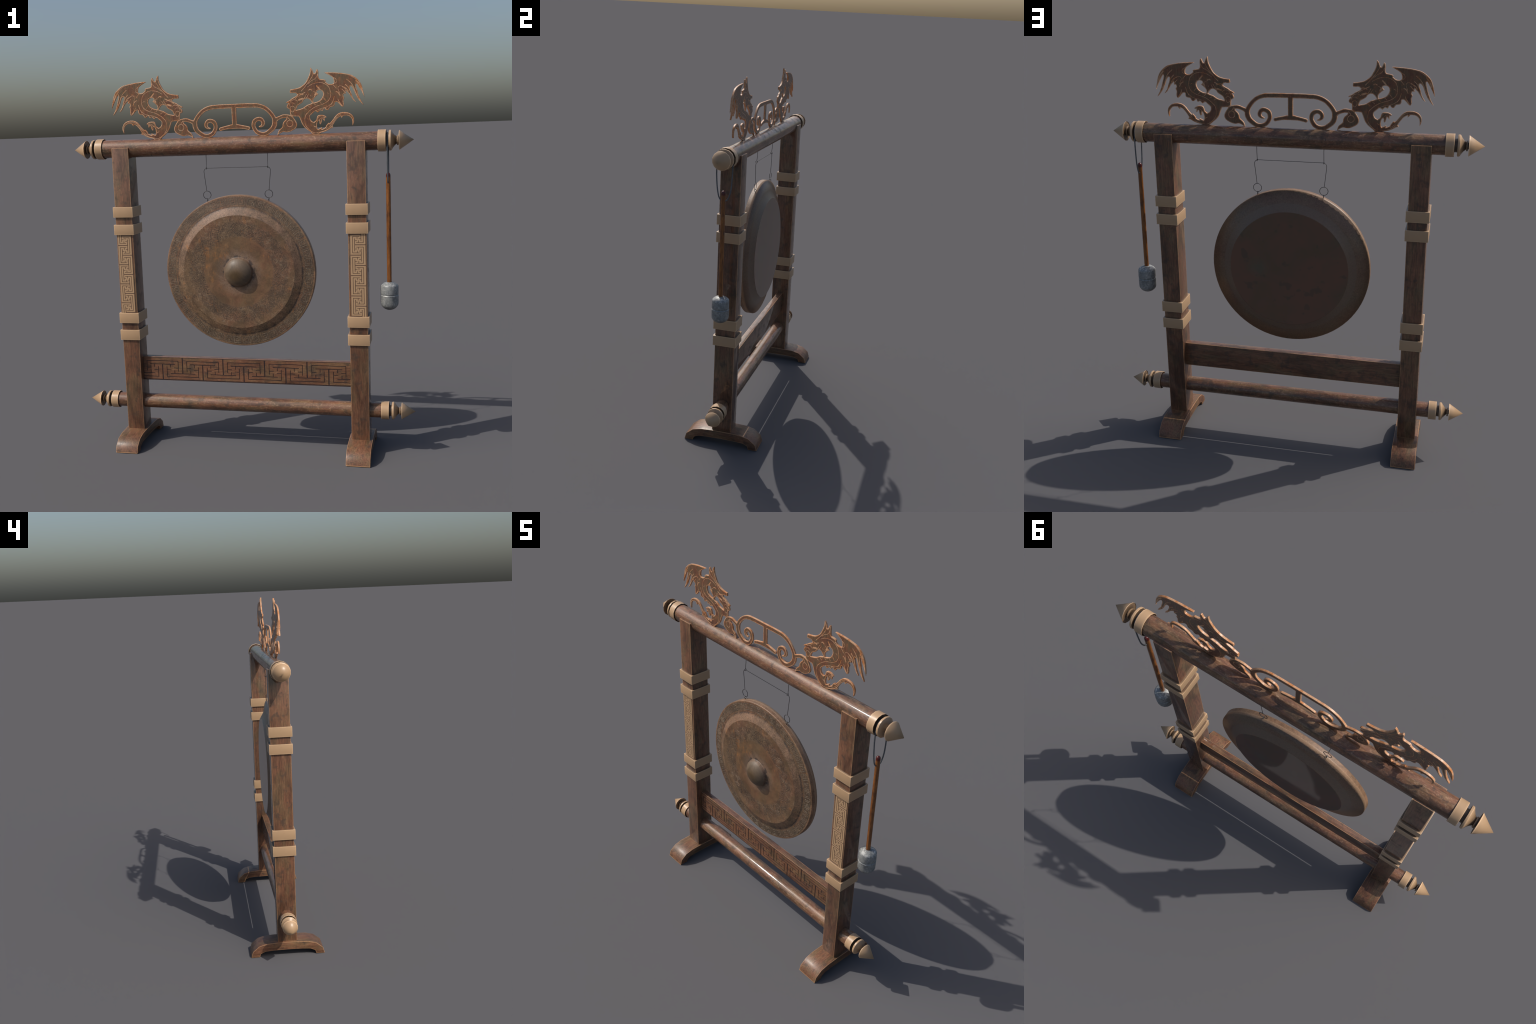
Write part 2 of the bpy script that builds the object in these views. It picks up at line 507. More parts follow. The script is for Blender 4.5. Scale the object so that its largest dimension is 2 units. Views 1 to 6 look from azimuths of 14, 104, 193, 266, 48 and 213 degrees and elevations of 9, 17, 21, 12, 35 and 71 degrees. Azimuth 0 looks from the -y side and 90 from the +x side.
def handle_wood(name):
    k = NT(name)
    co = k.tc.outputs['Object']
    a = k.noise(k.mapping(co, (1, 1, 0.12)), 110, 4, 0.65, 0.6)
    b = k.noise(k.mapping(co, (0.6, 0.6, 0.35)), 28, 3, 0.6)
    t = k.ramp(a, [(0.32, (0.085, 0.030, 0.010)), (0.52, (0.225, 0.080, 0.019)), (0.70, (0.31, 0.120, 0.032))])
    t = k.mix(k.math('MULTIPLY', k.smooth(b, 0.52, 0.68), 0.7), t, (0.065, 0.026, 0.014))
    sep = k.n('ShaderNodeSeparateXYZ'); k.l(co, sep.inputs[0])
    t = k.mix(k.smooth(sep.outputs['Z'], 0.540, 0.552), t, (0.075, 0.010, 0.008))
    k.set(t, 0.27)
    return k.m

M_POST = wood("post_wood", 'z', 0.12, True, 0.95, 0.5)
M_FOOT = wood("foot_wood", 'y', 0.20, True, 1.02, 0.45, coat=0.25, coat_rough=0.32)
M_ROUND = wood("round_bar_wood", 'x', 0.55, False, 1.05, 0.48, vary=True, coat=0.6, nicks=0.9, coat_rough=0.055)
M_RAIL = wood("rail_wood", 'x', 0.12, True, 0.95, 0.5)
M_RAILF = wood("rail_panel_wood", 'x', 0.22, False, 1.08, 0.55, grain=0.8, coat=0.08)
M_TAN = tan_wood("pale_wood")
M_TANP = tan_wood("pale_panel_wood", edge=False)
M_CARVE = carved_wood("carved_board_wood")
M_BARE = bare_wood("bare_worn_wood")
M_GRV_P = groove("post_groove", (0.125, 0.068, 0.046))
M_GRV_R = groove("rail_groove", (0.028, 0.015, 0.016))
M_BRONZE = bronze("old_bronze_face", True)
M_BRONZE_B = bronze("old_bronze_back", False)
M_KEY = relief_bronze("bronze_key_relief", (0.105, 0.078, 0.054), (0.200, 0.158, 0.110))
M_RING = relief_bronze("bronze_ring_relief", (0.068, 0.047, 0.034), (0.165, 0.110, 0.072))
M_WIRE = wire_metal("dark_iron_wire", (0.022, 0.020, 0.021), 0.4, 0.3)
M_BOLT = wire_metal("iron_eye_bolt", (0.10, 0.10, 0.10), 0.18, 0.9)
M_LOOP = wire_metal("grey_cord", (0.105, 0.115, 0.125), 0.5, 0.3)
M_HEAD = grey_head("grey_mallet_head")
M_HANDLE = handle_wood("varnished_handle_wood")

# =====================================================================
#  the stand
# =====================================================================
stand = empty("gong_stand")
stand["label"] = "tall dark wooden gong stand with dragon carvings on top"
stand["category"] = "gong stand"

PX = 0.624            # post centre distance from the middle
PW, PD = 0.0465, 0.055
BEAM_Z, BEAM_R = 1.6276, 0.0476
ROD_Z, ROD_R = 0.2297, 0.0395

# ---- feet: low arches running front to back ---------------------------
def foot_mesh():
    top = [(0.0, 0.0800), (0.050, 0.0797), (0.115, 0.0765), (0.163, 0.0645), (0.2015, 0.0335), (0.2110, 0.0)]
    under = [(0.1626, 0.0), (0.1565, 0.0190), (0.130, 0.0308), (0.080, 0.0346), (0.0, 0.0355)]
    half = top + under
    ring = half + [(-y, z) for y, z in reversed(half) if y > 1e-6]
    bm = bmesh.new()
    L = [bm.verts.new((-0.0618, y, z)) for y, z in ring]
    R = [bm.verts.new((0.0618, y, z)) for y, z in ring]
    n = len(ring)
    for i in range(n):
        j = (i + 1) % n
        bm.faces.new((L[i], L[j], R[j], R[i]))
    f1 = bm.faces.new(L); f2 = bm.faces.new(R)
    bmesh.ops.recalc_face_normals(bm, faces=bm.faces[:])
    rim = [e for e in bm.edges if f1 in e.link_faces or f2 in e.link_faces]
    bmesh.ops.bevel(bm, geom=rim, offset=0.0015, segments=2, profile=0.6, affect='EDGES')
    bmesh.ops.triangulate(bm, faces=[f for f in bm.faces if len(f.verts) > 4])
    me = bpy.data.meshes.new("foot")
    bm.to_mesh(me); bm.free()
    me.polygons.foreach_set("use_smooth", np.ones(len(me.polygons), dtype=bool))
    me.set_sharp_from_angle(angle=math.radians(37))
    return me

# ---- key-fret panel: plate with the fret cut into it -------------------
def fret_rects(period, phase, length, thin, stem, up_first=True):
    """Rectangles (s0, s1, f0, f1) of the interlocking T and bracket fret.
    s runs along the band, f from 0 to 1 across it."""
    out = []
    def bar_s(c, half, f, w):
        out.append((c - half, c + half, f, None, w))
    k0 = math.floor((0 - phase) / period) - 1
    k1 = math.ceil((length - phase) / period) + 1
    for kk in range(k0, k1 + 1):
        for flip in (False, True):
            c = phase + period * (kk + (0.5 if flip else 0.0))
            F = (lambda f: 1 - f) if flip else (lambda f: f)
            S = lambda a: c + a * period
            H = lambda s0, s1, f, w: out.append(('s', s0, s1, F(f), w))
            V = lambda s, f0, f1, w: out.append(('f', s, F(f0), F(f1), w))
            V(c, 0.30, 1.0, stem)                      # stem of the T
            H(S(-0.30), S(0.30), 0.30, thin * 1.15)    # its head
            H(S(-0.392), S(0.392), 0.16, thin)         # bracket round the head
            for sgn in (-1, 1):
                V(S(0.392 * sgn), 0.16, 0.605, thin)
                H(min(S(0.392*sgn), S(0.292*sgn)), max(S(0.392*sgn), S(0.292*sgn)), 0.455, thin)
                V(S(0.20 * sgn), 0.30, 0.445, thin)
    return out

def fret_panel(name, length, width, period, phase, thin, stem, depth, borders, to_world):
    """Flat plate in (s, t), t across 0..width, cut `depth` deep along the fret lines."""
    R = []
    for it in fret_rects(period, phase, length, thin, stem):
        if it[0] == 's':
            _, s0, s1, f, w = it
            R.append((s0 - thin/2, s1 + thin/2, f*width - w/2, f*width + w/2))
        else:
            _, s, f0, f1, w = it
            a, b = sorted((f0, f1))
            R.append((s - w/2, s + w/2, a*width, b*width))
    R += borders
    R = [(max(0, a), min(length, b), max(0, c), min(width, d)) for a, b, c, d in R]
    R = [q for q in R if q[1] - q[0] > 1e-4 and q[3] - q[2] > 1e-4]
    def ticks(vals, hi):
        v = sorted(set([0.0, hi] + [round(x, 6) for x in vals]))
        o = [v[0]]
        for x in v[1:]:
            if x - o[-1] > 1e-5:
                o.append(x)
        return o
    S = ticks([x for q in R for x in q[:2]], length)
    T = ticks([x for q in R for x in q[2:]], width)
    cut = np.zeros((len(S) - 1, len(T) - 1), bool)
    sm = [(a + b)/2 for a, b in zip(S, S[1:])]
    tm = [(a + b)/2 for a, b in zip(T, T[1:])]
    for a, b, c, d in R:
        i = [n for n, x in enumerate(sm) if a < x < b]
        j = [n for n, x in enumerate(tm) if c < x < d]
        if i and j:
            cut[i[0]:i[-1]+1, j[0]:j[-1]+1] = True
    verts, faces, mats, idx = [], [], [], {}
    def V(i, j, h):
        key = (i, j, h)
        if key not in idx:
            idx[key] = len(verts)
            verts.append(to_world(S[i], T[j], -depth if h else 0.0))
        return idx[key]
    ns, nt = cut.shape
    for i in range(ns):
        for j in range(nt):
            h = bool(cut[i, j])
            faces.append([V(i, j, h), V(i+1, j, h), V(i+1, j+1, h), V(i, j+1, h)]); mats.append(1 if h else 0)
    for i in range(ns):
        for j in range(nt):
            if i + 1 < ns and cut[i, j] != cut[i+1, j]:
                faces.append([V(i+1, j, False), V(i+1, j+1, False), V(i+1, j+1, True), V(i+1, j, True)]); mats.append(1)
            if j + 1 < nt and cut[i, j] != cut[i, j+1]:
                faces.append([V(i, j+1, False), V(i+1, j+1, False), V(i+1, j+1, True), V(i, j+1, True)]); mats.append(1)
    # outer edge walls down to the plate's back
    back = {}
    def W(s, t):
        if (s, t) not in back:
            back[(s, t)] = len(verts); verts.append(to_world(s, t, -depth - 0.0012))
        return back[(s, t)]
    for i in range(ns):
        for j in (0, nt):
            h = bool(cut[i, 0 if j == 0 else nt-1])
            faces.append([V(i, j, h), V(i+1, j, h), W(S[i+1], T[j]), W(S[i], T[j])]); mats.append(1 if h else 0)
    for j in range(nt):
        for i in (0, ns):
            h = bool(cut[0 if i == 0 else ns-1, j])
            faces.append([V(i, j, h), V(i, j+1, h), W(S[i], T[j+1]), W(S[i], T[j])]); mats.append(1 if h else 0)
    bm = bmesh.new()
    vs = [bm.verts.new(v) for v in verts]
    for f, m in zip(faces, mats):
        try:
            ff = bm.faces.new([vs[q] for q in f]); ff.material_index = m
        except ValueError:
            pass
    bmesh.ops.recalc_face_normals(bm, faces=bm.faces[:])
    # make sure the face of the plate looks forward (-y)
    s = sum(f.normal.y * f.calc_area() for f in bm.faces)
    if s > 0:
        bmesh.ops.reverse_faces(bm, faces=bm.faces[:])
    me = bpy.data.meshes.new(name)
    bm.to_mesh(me); bm.free()
    return me

# ---- posts, bands, panels -----------------------------------------------
post_me = box_mesh("post", -PW, PW, -PD, PD, 0.0, 1.5535, 0.0014)
foot_me = foot_mesh()
BANDS = [(1.2645, 1.3197), (1.1698, 1.2249), (0.6850, 0.7413), (0.5905, 0.6465)]

def band_mesh(h):
    """A sleeve: outer shell with a shallow lip hugging the post."""
    bm = bmesh.new()
    o = (0.0555, 0.0645); i = (PW - 0.0006, PD - 0.0006)
    def ring(w, d, z):
        return [bm.verts.new((sx*w, sy*d, z)) for sx, sy in ((-1, -1), (1, -1), (1, 1), (-1, 1))]
    levels = [ring(i[0], i[1], 0), ring(o[0], o[1], 0), ring(o[0], o[1], h), ring(i[0], i[1], h)]
    for A, B in zip(levels, levels[1:] + levels[:1]):
        for k in range(4):
            bm.faces.new((A[k], A[(k+1) % 4], B[(k+1) % 4], B[k]))
    bmesh.ops.recalc_face_normals(bm, faces=bm.faces[:])
    outer = [e for e in bm.edges if all(abs(abs(v.co.x) - o[0]) < 1e-5 for v in e.verts)]
    bmesh.ops.bevel(bm, geom=outer, offset=0.0012, segments=2, profile=0.6, affect='EDGES')
    me = bpy.data.meshes.new("band")
    bm.to_mesh(me); bm.free()
    me.polygons.foreach_set("use_smooth", np.ones(len(me.polygons), dtype=bool))
    me.set_sharp_from_angle(angle=math.radians(50))
    return me

band_me = band_mesh(0.0555)
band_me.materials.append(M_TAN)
post_me.materials.append(M_POST)
foot_me.materials.append(M_FOOT)

def post_panel(side):
    z0, z1 = 0.7410, 1.1710
    width = 0.0800
    period = 0.1052
    # t runs from the outer to the inner edge on both posts (mirror images)
    x_in = PX + side * 0 - 0.0372       # inner edge, distance from the middle
    yf = -PD - 0.0018
    def to_world(s, t, h):
        return (side * (x_in + t) - side*PX, yf - h, z1 - s - 0.0785)
    # stems from the inner edge (f = 0 side) at z = 0.9537 + n * period
    phase_outer = (z1 - 0.9015) % period
    return fret_panel("fret_panel", z1 - z0, width, period, phase_outer, 0.0028, 0.0042, 0.0013,
                      [(0, z1 - z0, 0, 0.0020), (0, z1 - z0, width - 0.0020, width)], to_world)

for side in (1, -1):
    f = link("foot", foot_me, stand, (side * 0.6246, 0, 0))
    p = link("post", post_me, stand, (side * PX, 0, 0.0785))
    for z0, z1 in BANDS:
        b = link("band", band_me, p, (side * PX, 0, z0))
        b.scale = (1, 1, (z1 - z0) / 0.0555)
    pm = post_panel(side)
    link("fret_panel", pm, p, (side * PX, 0, 0.0785), (M_TANP, M_GRV_P))

# ---- lower rail with the long fret --------------------------------------
RX = PX - PW + 0.002
rail_me = box_mesh("rail", -RX, RX, -0.0172, 0.0185, 0.3540, 0.4865, 0.0012)
rail = link("rail", rail_me, stand, (0, 0, 0), (M_RAIL,))
def rail_world(s, t, h):
    return (-0.5765 + s, -0.0190 - h, 0.4855 - t)
rl = 1.153
rail_panel = fret_panel("fret_panel", rl, 0.1305, 0.2304, (-0.002 + 0.5765) % 0.2304, 0.0037, 0.0062, 0.0015,
                        [(0, rl, 0, 0.0030), (0, rl, 0.1245, 0.1305), (0, 0.003, 0, 0.1305), (rl - 0.003, rl, 0, 0.1305)], rail_world)
link("fret_panel", rail_panel, rail, (0, 0, 0), (M_RAILF, M_GRV_R))

# ---- round bars with turned finials --------------------------------------
def bar(name, z, r):
    prof = [(-0.752, 0.0), (-0.752, r)]
    n = 24
    for i in range(n + 1):
        x = -0.75 + 1.5 * i / n
        prof.append((x, r))
    prof += [(0.752, r), (0.752, 0.0)]
    return link(name, lathe(name, prof, 'x', 18, math.pi/18, 40), stand, (0, 0, z), (M_ROUND,))

def finial_mesh(name, collar, flange, cone, disc, neck, waist, rod):
    prof = [(0.7345, rod*0.985), (0.7365, collar - 0.0022), (0.7310, collar - 0.0022), (0.7303, collar - 0.0012), (0.7310, collar),
            (0.7500, collar + 0.0002), (0.7690, collar), (0.7700, collar - 0.0010), (0.7695, collar - 0.0024), (0.7640, collar - 0.0026),
            (0.7640, neck), (0.7790, neck), (0.7840, neck + 0.0005), (0.7838, flange - 0.004),
            (0.7850, flange - 0.0010), (0.7885, flange), (0.7945, flange - 0.0006), (0.7985, flange - 0.0060),
            (0.8030, flange * 0.72), (0.8120, flange * 0.50), (0.8225, waist), (0.8226, disc - 0.0012), (0.8236, disc),
            (0.8290, disc), (0.8303, disc - 0.0012), (0.8303, waist * 0.95), (0.8360, waist * 0.95), (0.8360, cone - 0.0015), (0.8338, cone - 0.0003), (0.8348, cone),
            (0.9056, 0.0)]
    return lathe(name, prof, 'x', 14, math.pi/14, 38)

def flipped(me):
    """The same turned piece, mirrored for the other end."""
    m2 = me.copy()
    m2.transform(Matrix.Diagonal((-1, 1, 1, 1)))
    m2.flip_normals()
    return m2

beam = bar("crossbeam", BEAM_Z, BEAM_R)
rod = bar("lower_rod", ROD_Z, ROD_R)
for ob, z, dims in ((beam, BEAM_Z, (0.0545, 0.0515, 0.0488, 0.0250, 0.0320, 0.0170, BEAM_R)),
                    (rod, ROD_Z, (0.0470, 0.0456, 0.0432, 0.0222, 0.0285, 0.0115, ROD_R))):
    fm = finial_mesh("finial", *dims)
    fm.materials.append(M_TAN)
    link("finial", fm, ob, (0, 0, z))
    link("finial", flipped(fm), ob, (0, 0, z))

# =====================================================================
#  carved crest: flat fretwork board sawn to outline, lines cut into it
#  (all measures in millimetres; x outwards from the middle, z from the beam's top)
# =====================================================================
CY, CT = -0.0150, 0.0048      # board's middle plane, half thickness
CZ = 1.67

HEAD = [(401.2, 329.7), (408.2, 321.1), (413.2, 310.8), (416.2, 302.1), (421.2, 298.3), (425.3, 300.9), (429.5, 310.0),
        (432.1, 316.8), (435.3, 318.6), (438.4, 314.9), (440.6, 306.3), (440.3, 293.9), (440.4, 283.0), (443.3, 274.3),
        (449.3, 270.2), (462.1, 268.3), (471.6, 266.0), (477.1, 261.8), (475.8, 254.1), (483.8, 240.6), (456.3, 226.3),
        (451.2, 215.6), (441.6, 216.4), (433.5, 214.1), (429.4, 208.8), (431.6, 203.2), (438.7, 197.4), (423.1, 185.6),
        (414.9, 176.6), (411.8, 168.9), (412.8, 159.4), (415.0, 151.5), (407.8, 151.0), (405.5, 157.4), (400.1, 165.5),
        (392.2, 174.4), (382.6, 178.3), (372.9, 176.9), (363.0, 171.0), (358.7, 163.3), (351.2, 156.5), (339.7, 149.9),
        (331.4, 144.0), (326.2, 134.7), (323.5, 124.5), (328.7, 109.3), (310.3, 92.6), (293.3, 101.2), (291.8, 129.8),
        (283.7, 132.5), (277.3, 138.3), (277.5, 146.2), (282.7, 154.7), (287.7, 157.7), (284.5, 161.7), (273.8, 159.0),
        (278.1, 165.2), (294.7, 173.9), (304.7, 181.4), (318.0, 187.9), (329.6, 194.5), (332.1, 198.3), (329.0, 203.2),
        (320.2, 208.3), (308.8, 208.0), (296.6, 208.2), (294.3, 213.4), (296.3, 225.9), (306.1, 226.2), (322.4, 228.6),
        (338.8, 232.5), (348.6, 236.0), (361.8, 244.0), (375.0, 255.9), (385.1, 271.8), (391.9, 285.4), (398.9, 303.8)]
WING = [(517.0, 248.3), (517.5, 257.5), (515.0, 268.5), (510.4, 276.5), (497.1, 285.6), (481.4, 294.2), (469.0, 300.4),
        (481.6, 300.7), (505.4, 299.4), (533.9, 297.2), (560.7, 293.7), (584.2, 289.0), (599.9, 284.7), (615.4, 276.7),
        (630.9, 264.4), (643.2, 251.5), (652.3, 235.6), (657.6, 220.0), (661.2, 204.4), (664.9, 188.8), (668.1, 166.4),
        (664.0, 179.6), (656.4, 195.4), (648.8, 209.6), (639.6, 225.5), (632.8, 236.6), (628.9, 240.1), (625.4, 236.9),
        (627.1, 224.5), (630.0, 215.1), (635.2, 196.3), (640.4, 180.7), (648.0, 161.8), (655.6, 147.5), (665.0, 131.8),
        (652.4, 144.5), (640.1, 159.8), (630.9, 174.9), (623.3, 190.7), (617.3, 206.4), (611.3, 219.1), (604.3, 227.1),
        (598.9, 229.7), (594.9, 226.8), (596.2, 215.1), (602.2, 197.8), (607.4, 182.1), (613.5, 167.9), (628.0, 147.4),
        (613.3, 159.4), (602.6, 176.1), (591.8, 192.1), (584.1, 200.2), (575.6, 207.6), (574.6, 200.6), (576.4, 192.0),
        (569.0, 194.7), (564.1, 190.3), (563.2, 182.5), (567.8, 174.6), (564.4, 165.4), (563.5, 157.6), (565.3, 143.6),
        (563.0, 132.7), (558.2, 129.5), (549.6, 136.4), (540.3, 147.0), (532.5, 154.3), (524.5, 156.2), (507.3, 167.9),
        (499.9, 196.3), (498.9, 224.3), (511.0, 243.6)]
BODY = [(475.8, 254.1), (483.9, 248.3), (492.6, 243.7), (501.3, 242.4), (510.9, 243.6), (518.9, 248.2), (531.4, 235.2),
        (543.2, 194.3), (533.0, 163.6), (524.4, 156.2), (519.7, 153.3), (519.1, 142.4), (514.5, 134.8), (504.9, 132.0),
        (496.8, 130.8), (491.1, 123.2), (487.0, 117.9), (480.5, 116.6), (472.6, 120.8), (468.7, 127.3), (464.2, 124.3),
        (460.0, 115.1), (456.0, 113.7), (447.2, 117.2), (440.6, 112.7), (434.0, 106.7), (426.9, 111.7), (421.3, 113.5),
        (416.4, 112.1), (409.8, 105.9), (402.4, 99.9), (395.7, 93.9), (393.1, 86.1), (395.3, 74.9), (402.3, 65.2),
        (411.9, 60.1), (426.3, 54.8), (427.6, 43.7), (428.2, 32.6), (432.0, 24.5), (440.0, 21.1), (451.2, 17.5),
        (459.1, 9.3), (442.8, 4.3), (434.6, -2.1), (410.3, -2.0), (394.4, 11.6), (381.7, 21.5), (368.9, 31.5),
        (359.4, 43.0), (351.7, 56.0), (345.6, 72.1), (339.5, 86.6), (337.2, 91.1), (331.5, 91.3), (315.2, 92.6),
        (307.0, 92.6), (299.0, 97.7), (304.2, 110.1), (322.6, 122.1), (332.4, 124.8), (345.5, 127.5), (358.7, 131.7),
        (368.6, 137.6), (381.7, 145.7), (394.8, 149.8), (405.4, 154.1), (418.4, 156.7), (430.5, 159.3), (443.5, 165.0),
        (453.4, 173.2), (460.0, 183.9), (463.5, 194.6), (462.9, 202.5), (458.3, 211.4), (451.2, 215.6), (441.1, 229.9),
        (453.7, 251.3)]
FORELEG = [(416.8, 63.1), (420.1, 64.5), (425.9, 70.6), (428.5, 80.0), (432.0, 89.3), (438.6, 93.5), (449.8, 94.1),
           (461.1, 92.9), (470.6, 88.6), (476.9, 83.6), (475.2, 79.0), (466.4, 79.3), (467.8, 70.6), (466.8, 61.2),
           (462.9, 67.6), (458.2, 73.3), (455.0, 72.7), (453.1, 61.7), (448.8, 50.8), (444.7, 47.8), (441.6, 52.7),
           (441.8, 62.1), (438.7, 68.5), (432.9, 62.4), (429.5, 54.7), (427.6, 43.7), (416.3, 42.5), (408.4, 52.3)]
# tail: an S-shaped whip with two small spurs
TAIL = [(424.0, 12.0, 9.0), (444.0, 13.3, 7.8), (462.0, 18.0, 8.2), (478.0, 25.5, 9.4), (492.0, 37.0, 11.6), (502.0, 48.0, 8.6),
        (514.0, 63.5, 7.2), (526.5, 79.0, 7.6), (540.0, 89.5, 8.6), (555.0, 94.3, 8.8), (571.0, 95.2, 8.2), (586.0, 92.3, 7.2),
        (598.0, 85.6, 6.4), (606.6, 74.8, 5.6), (609.8, 62.5, 4.8), (609.6, 50.0, 3.2), (607.2, 37.5, 0.6)]
SPURS = [((436.0, 16.0, 8.0), (449.0, 27.0, 4.0), (452.6, 32.0, 0.9)), ((482.0, 35.0, 9.0), (485.0, 45.0, 5.0), (488.0, 52.8, 1.4)),
         ((556.0, 86.0, 5.0), (551.5, 76.0, 0.9)), ((500.0, 33.0, 7.0), (510.0, 31.5, 0.8))]
LEAF = [(271.2, 78.8), (259.0, 67.8), (253.5, 56.6), (250.8, 42.3), (241.6, 33.2), (232.4, 24.9), (226.0, 11.4),
        (224.5, 0.0), (231.8, 6.2), (245.4, 14.4), (255.9, 16.9), (269.2, 14.3), (284.0, 15.2), (300.5, 21.8),
        (315.5, 29.9), (323.9, 39.6), (326.4, 51.0), (323.8, 62.5), (315.4, 77.2), (306.2, 89.7), (295.4, 97.2),
        (282.1, 97.0), (274.4, 87.3)]
# scroll: one tapered ribbon, centre line and half width
SCROLL = [(131.4, 47.3, 3.2), (142.0, 49.8, 5.2), (150.6, 58.9, 8.1), (151.7, 67.5, 9.1), (147.5, 77.8, 9.1), (138.8, 84.6, 10.0),
          (129.1, 86.9, 9.6), (116.2, 83.0, 10.0), (105.3, 73.6, 10.3), (100.9, 57.8, 10.0), (102.0, 46.2, 9.7),
          (108.3, 32.9, 9.7), (118.4, 20.2, 9.7), (133.2, 12.4, 9.9), (149.6, 9.2, 10.0), (167.7, 12.7, 10.3),
          (184.6, 23.0, 11.1), (200.0, 36.2, 11.8), (208.7, 51.0, 12.5), (212.1, 65.3, 12.5), (210.4, 81.2, 11.1),
          (205.0, 95.7, 10.0), (193.6, 112.0, 9.7), (179.2, 127.6, 9.6), (163.2, 139.8, 9.6), (142.6, 149.2, 10.0),
          (120.3, 154.5, 10.3), (75.3, 156.4, 10.5), (37.5, 156.5, 10.5), (0.0, 156.5, 10.5)]
STEM = [(212.3, 71.0, 10.6), (222.3, 81.4, 9.1), (237.4, 88.7, 8.1), (256.9, 95.2, 8.6), (271.7, 94.9, 8.6), (286.4, 91.9, 8.9), (298.0, 86.4, 9.6)]
BRACE = [[(0, 150, 11.8), (0, 62, 11.8)],
         [(0, 53, 11.0), (16, 52.6, 11.0), (31, 50.8, 9.3), (55, 46.6, 8.5), (74, 41.8, 8.4)]]

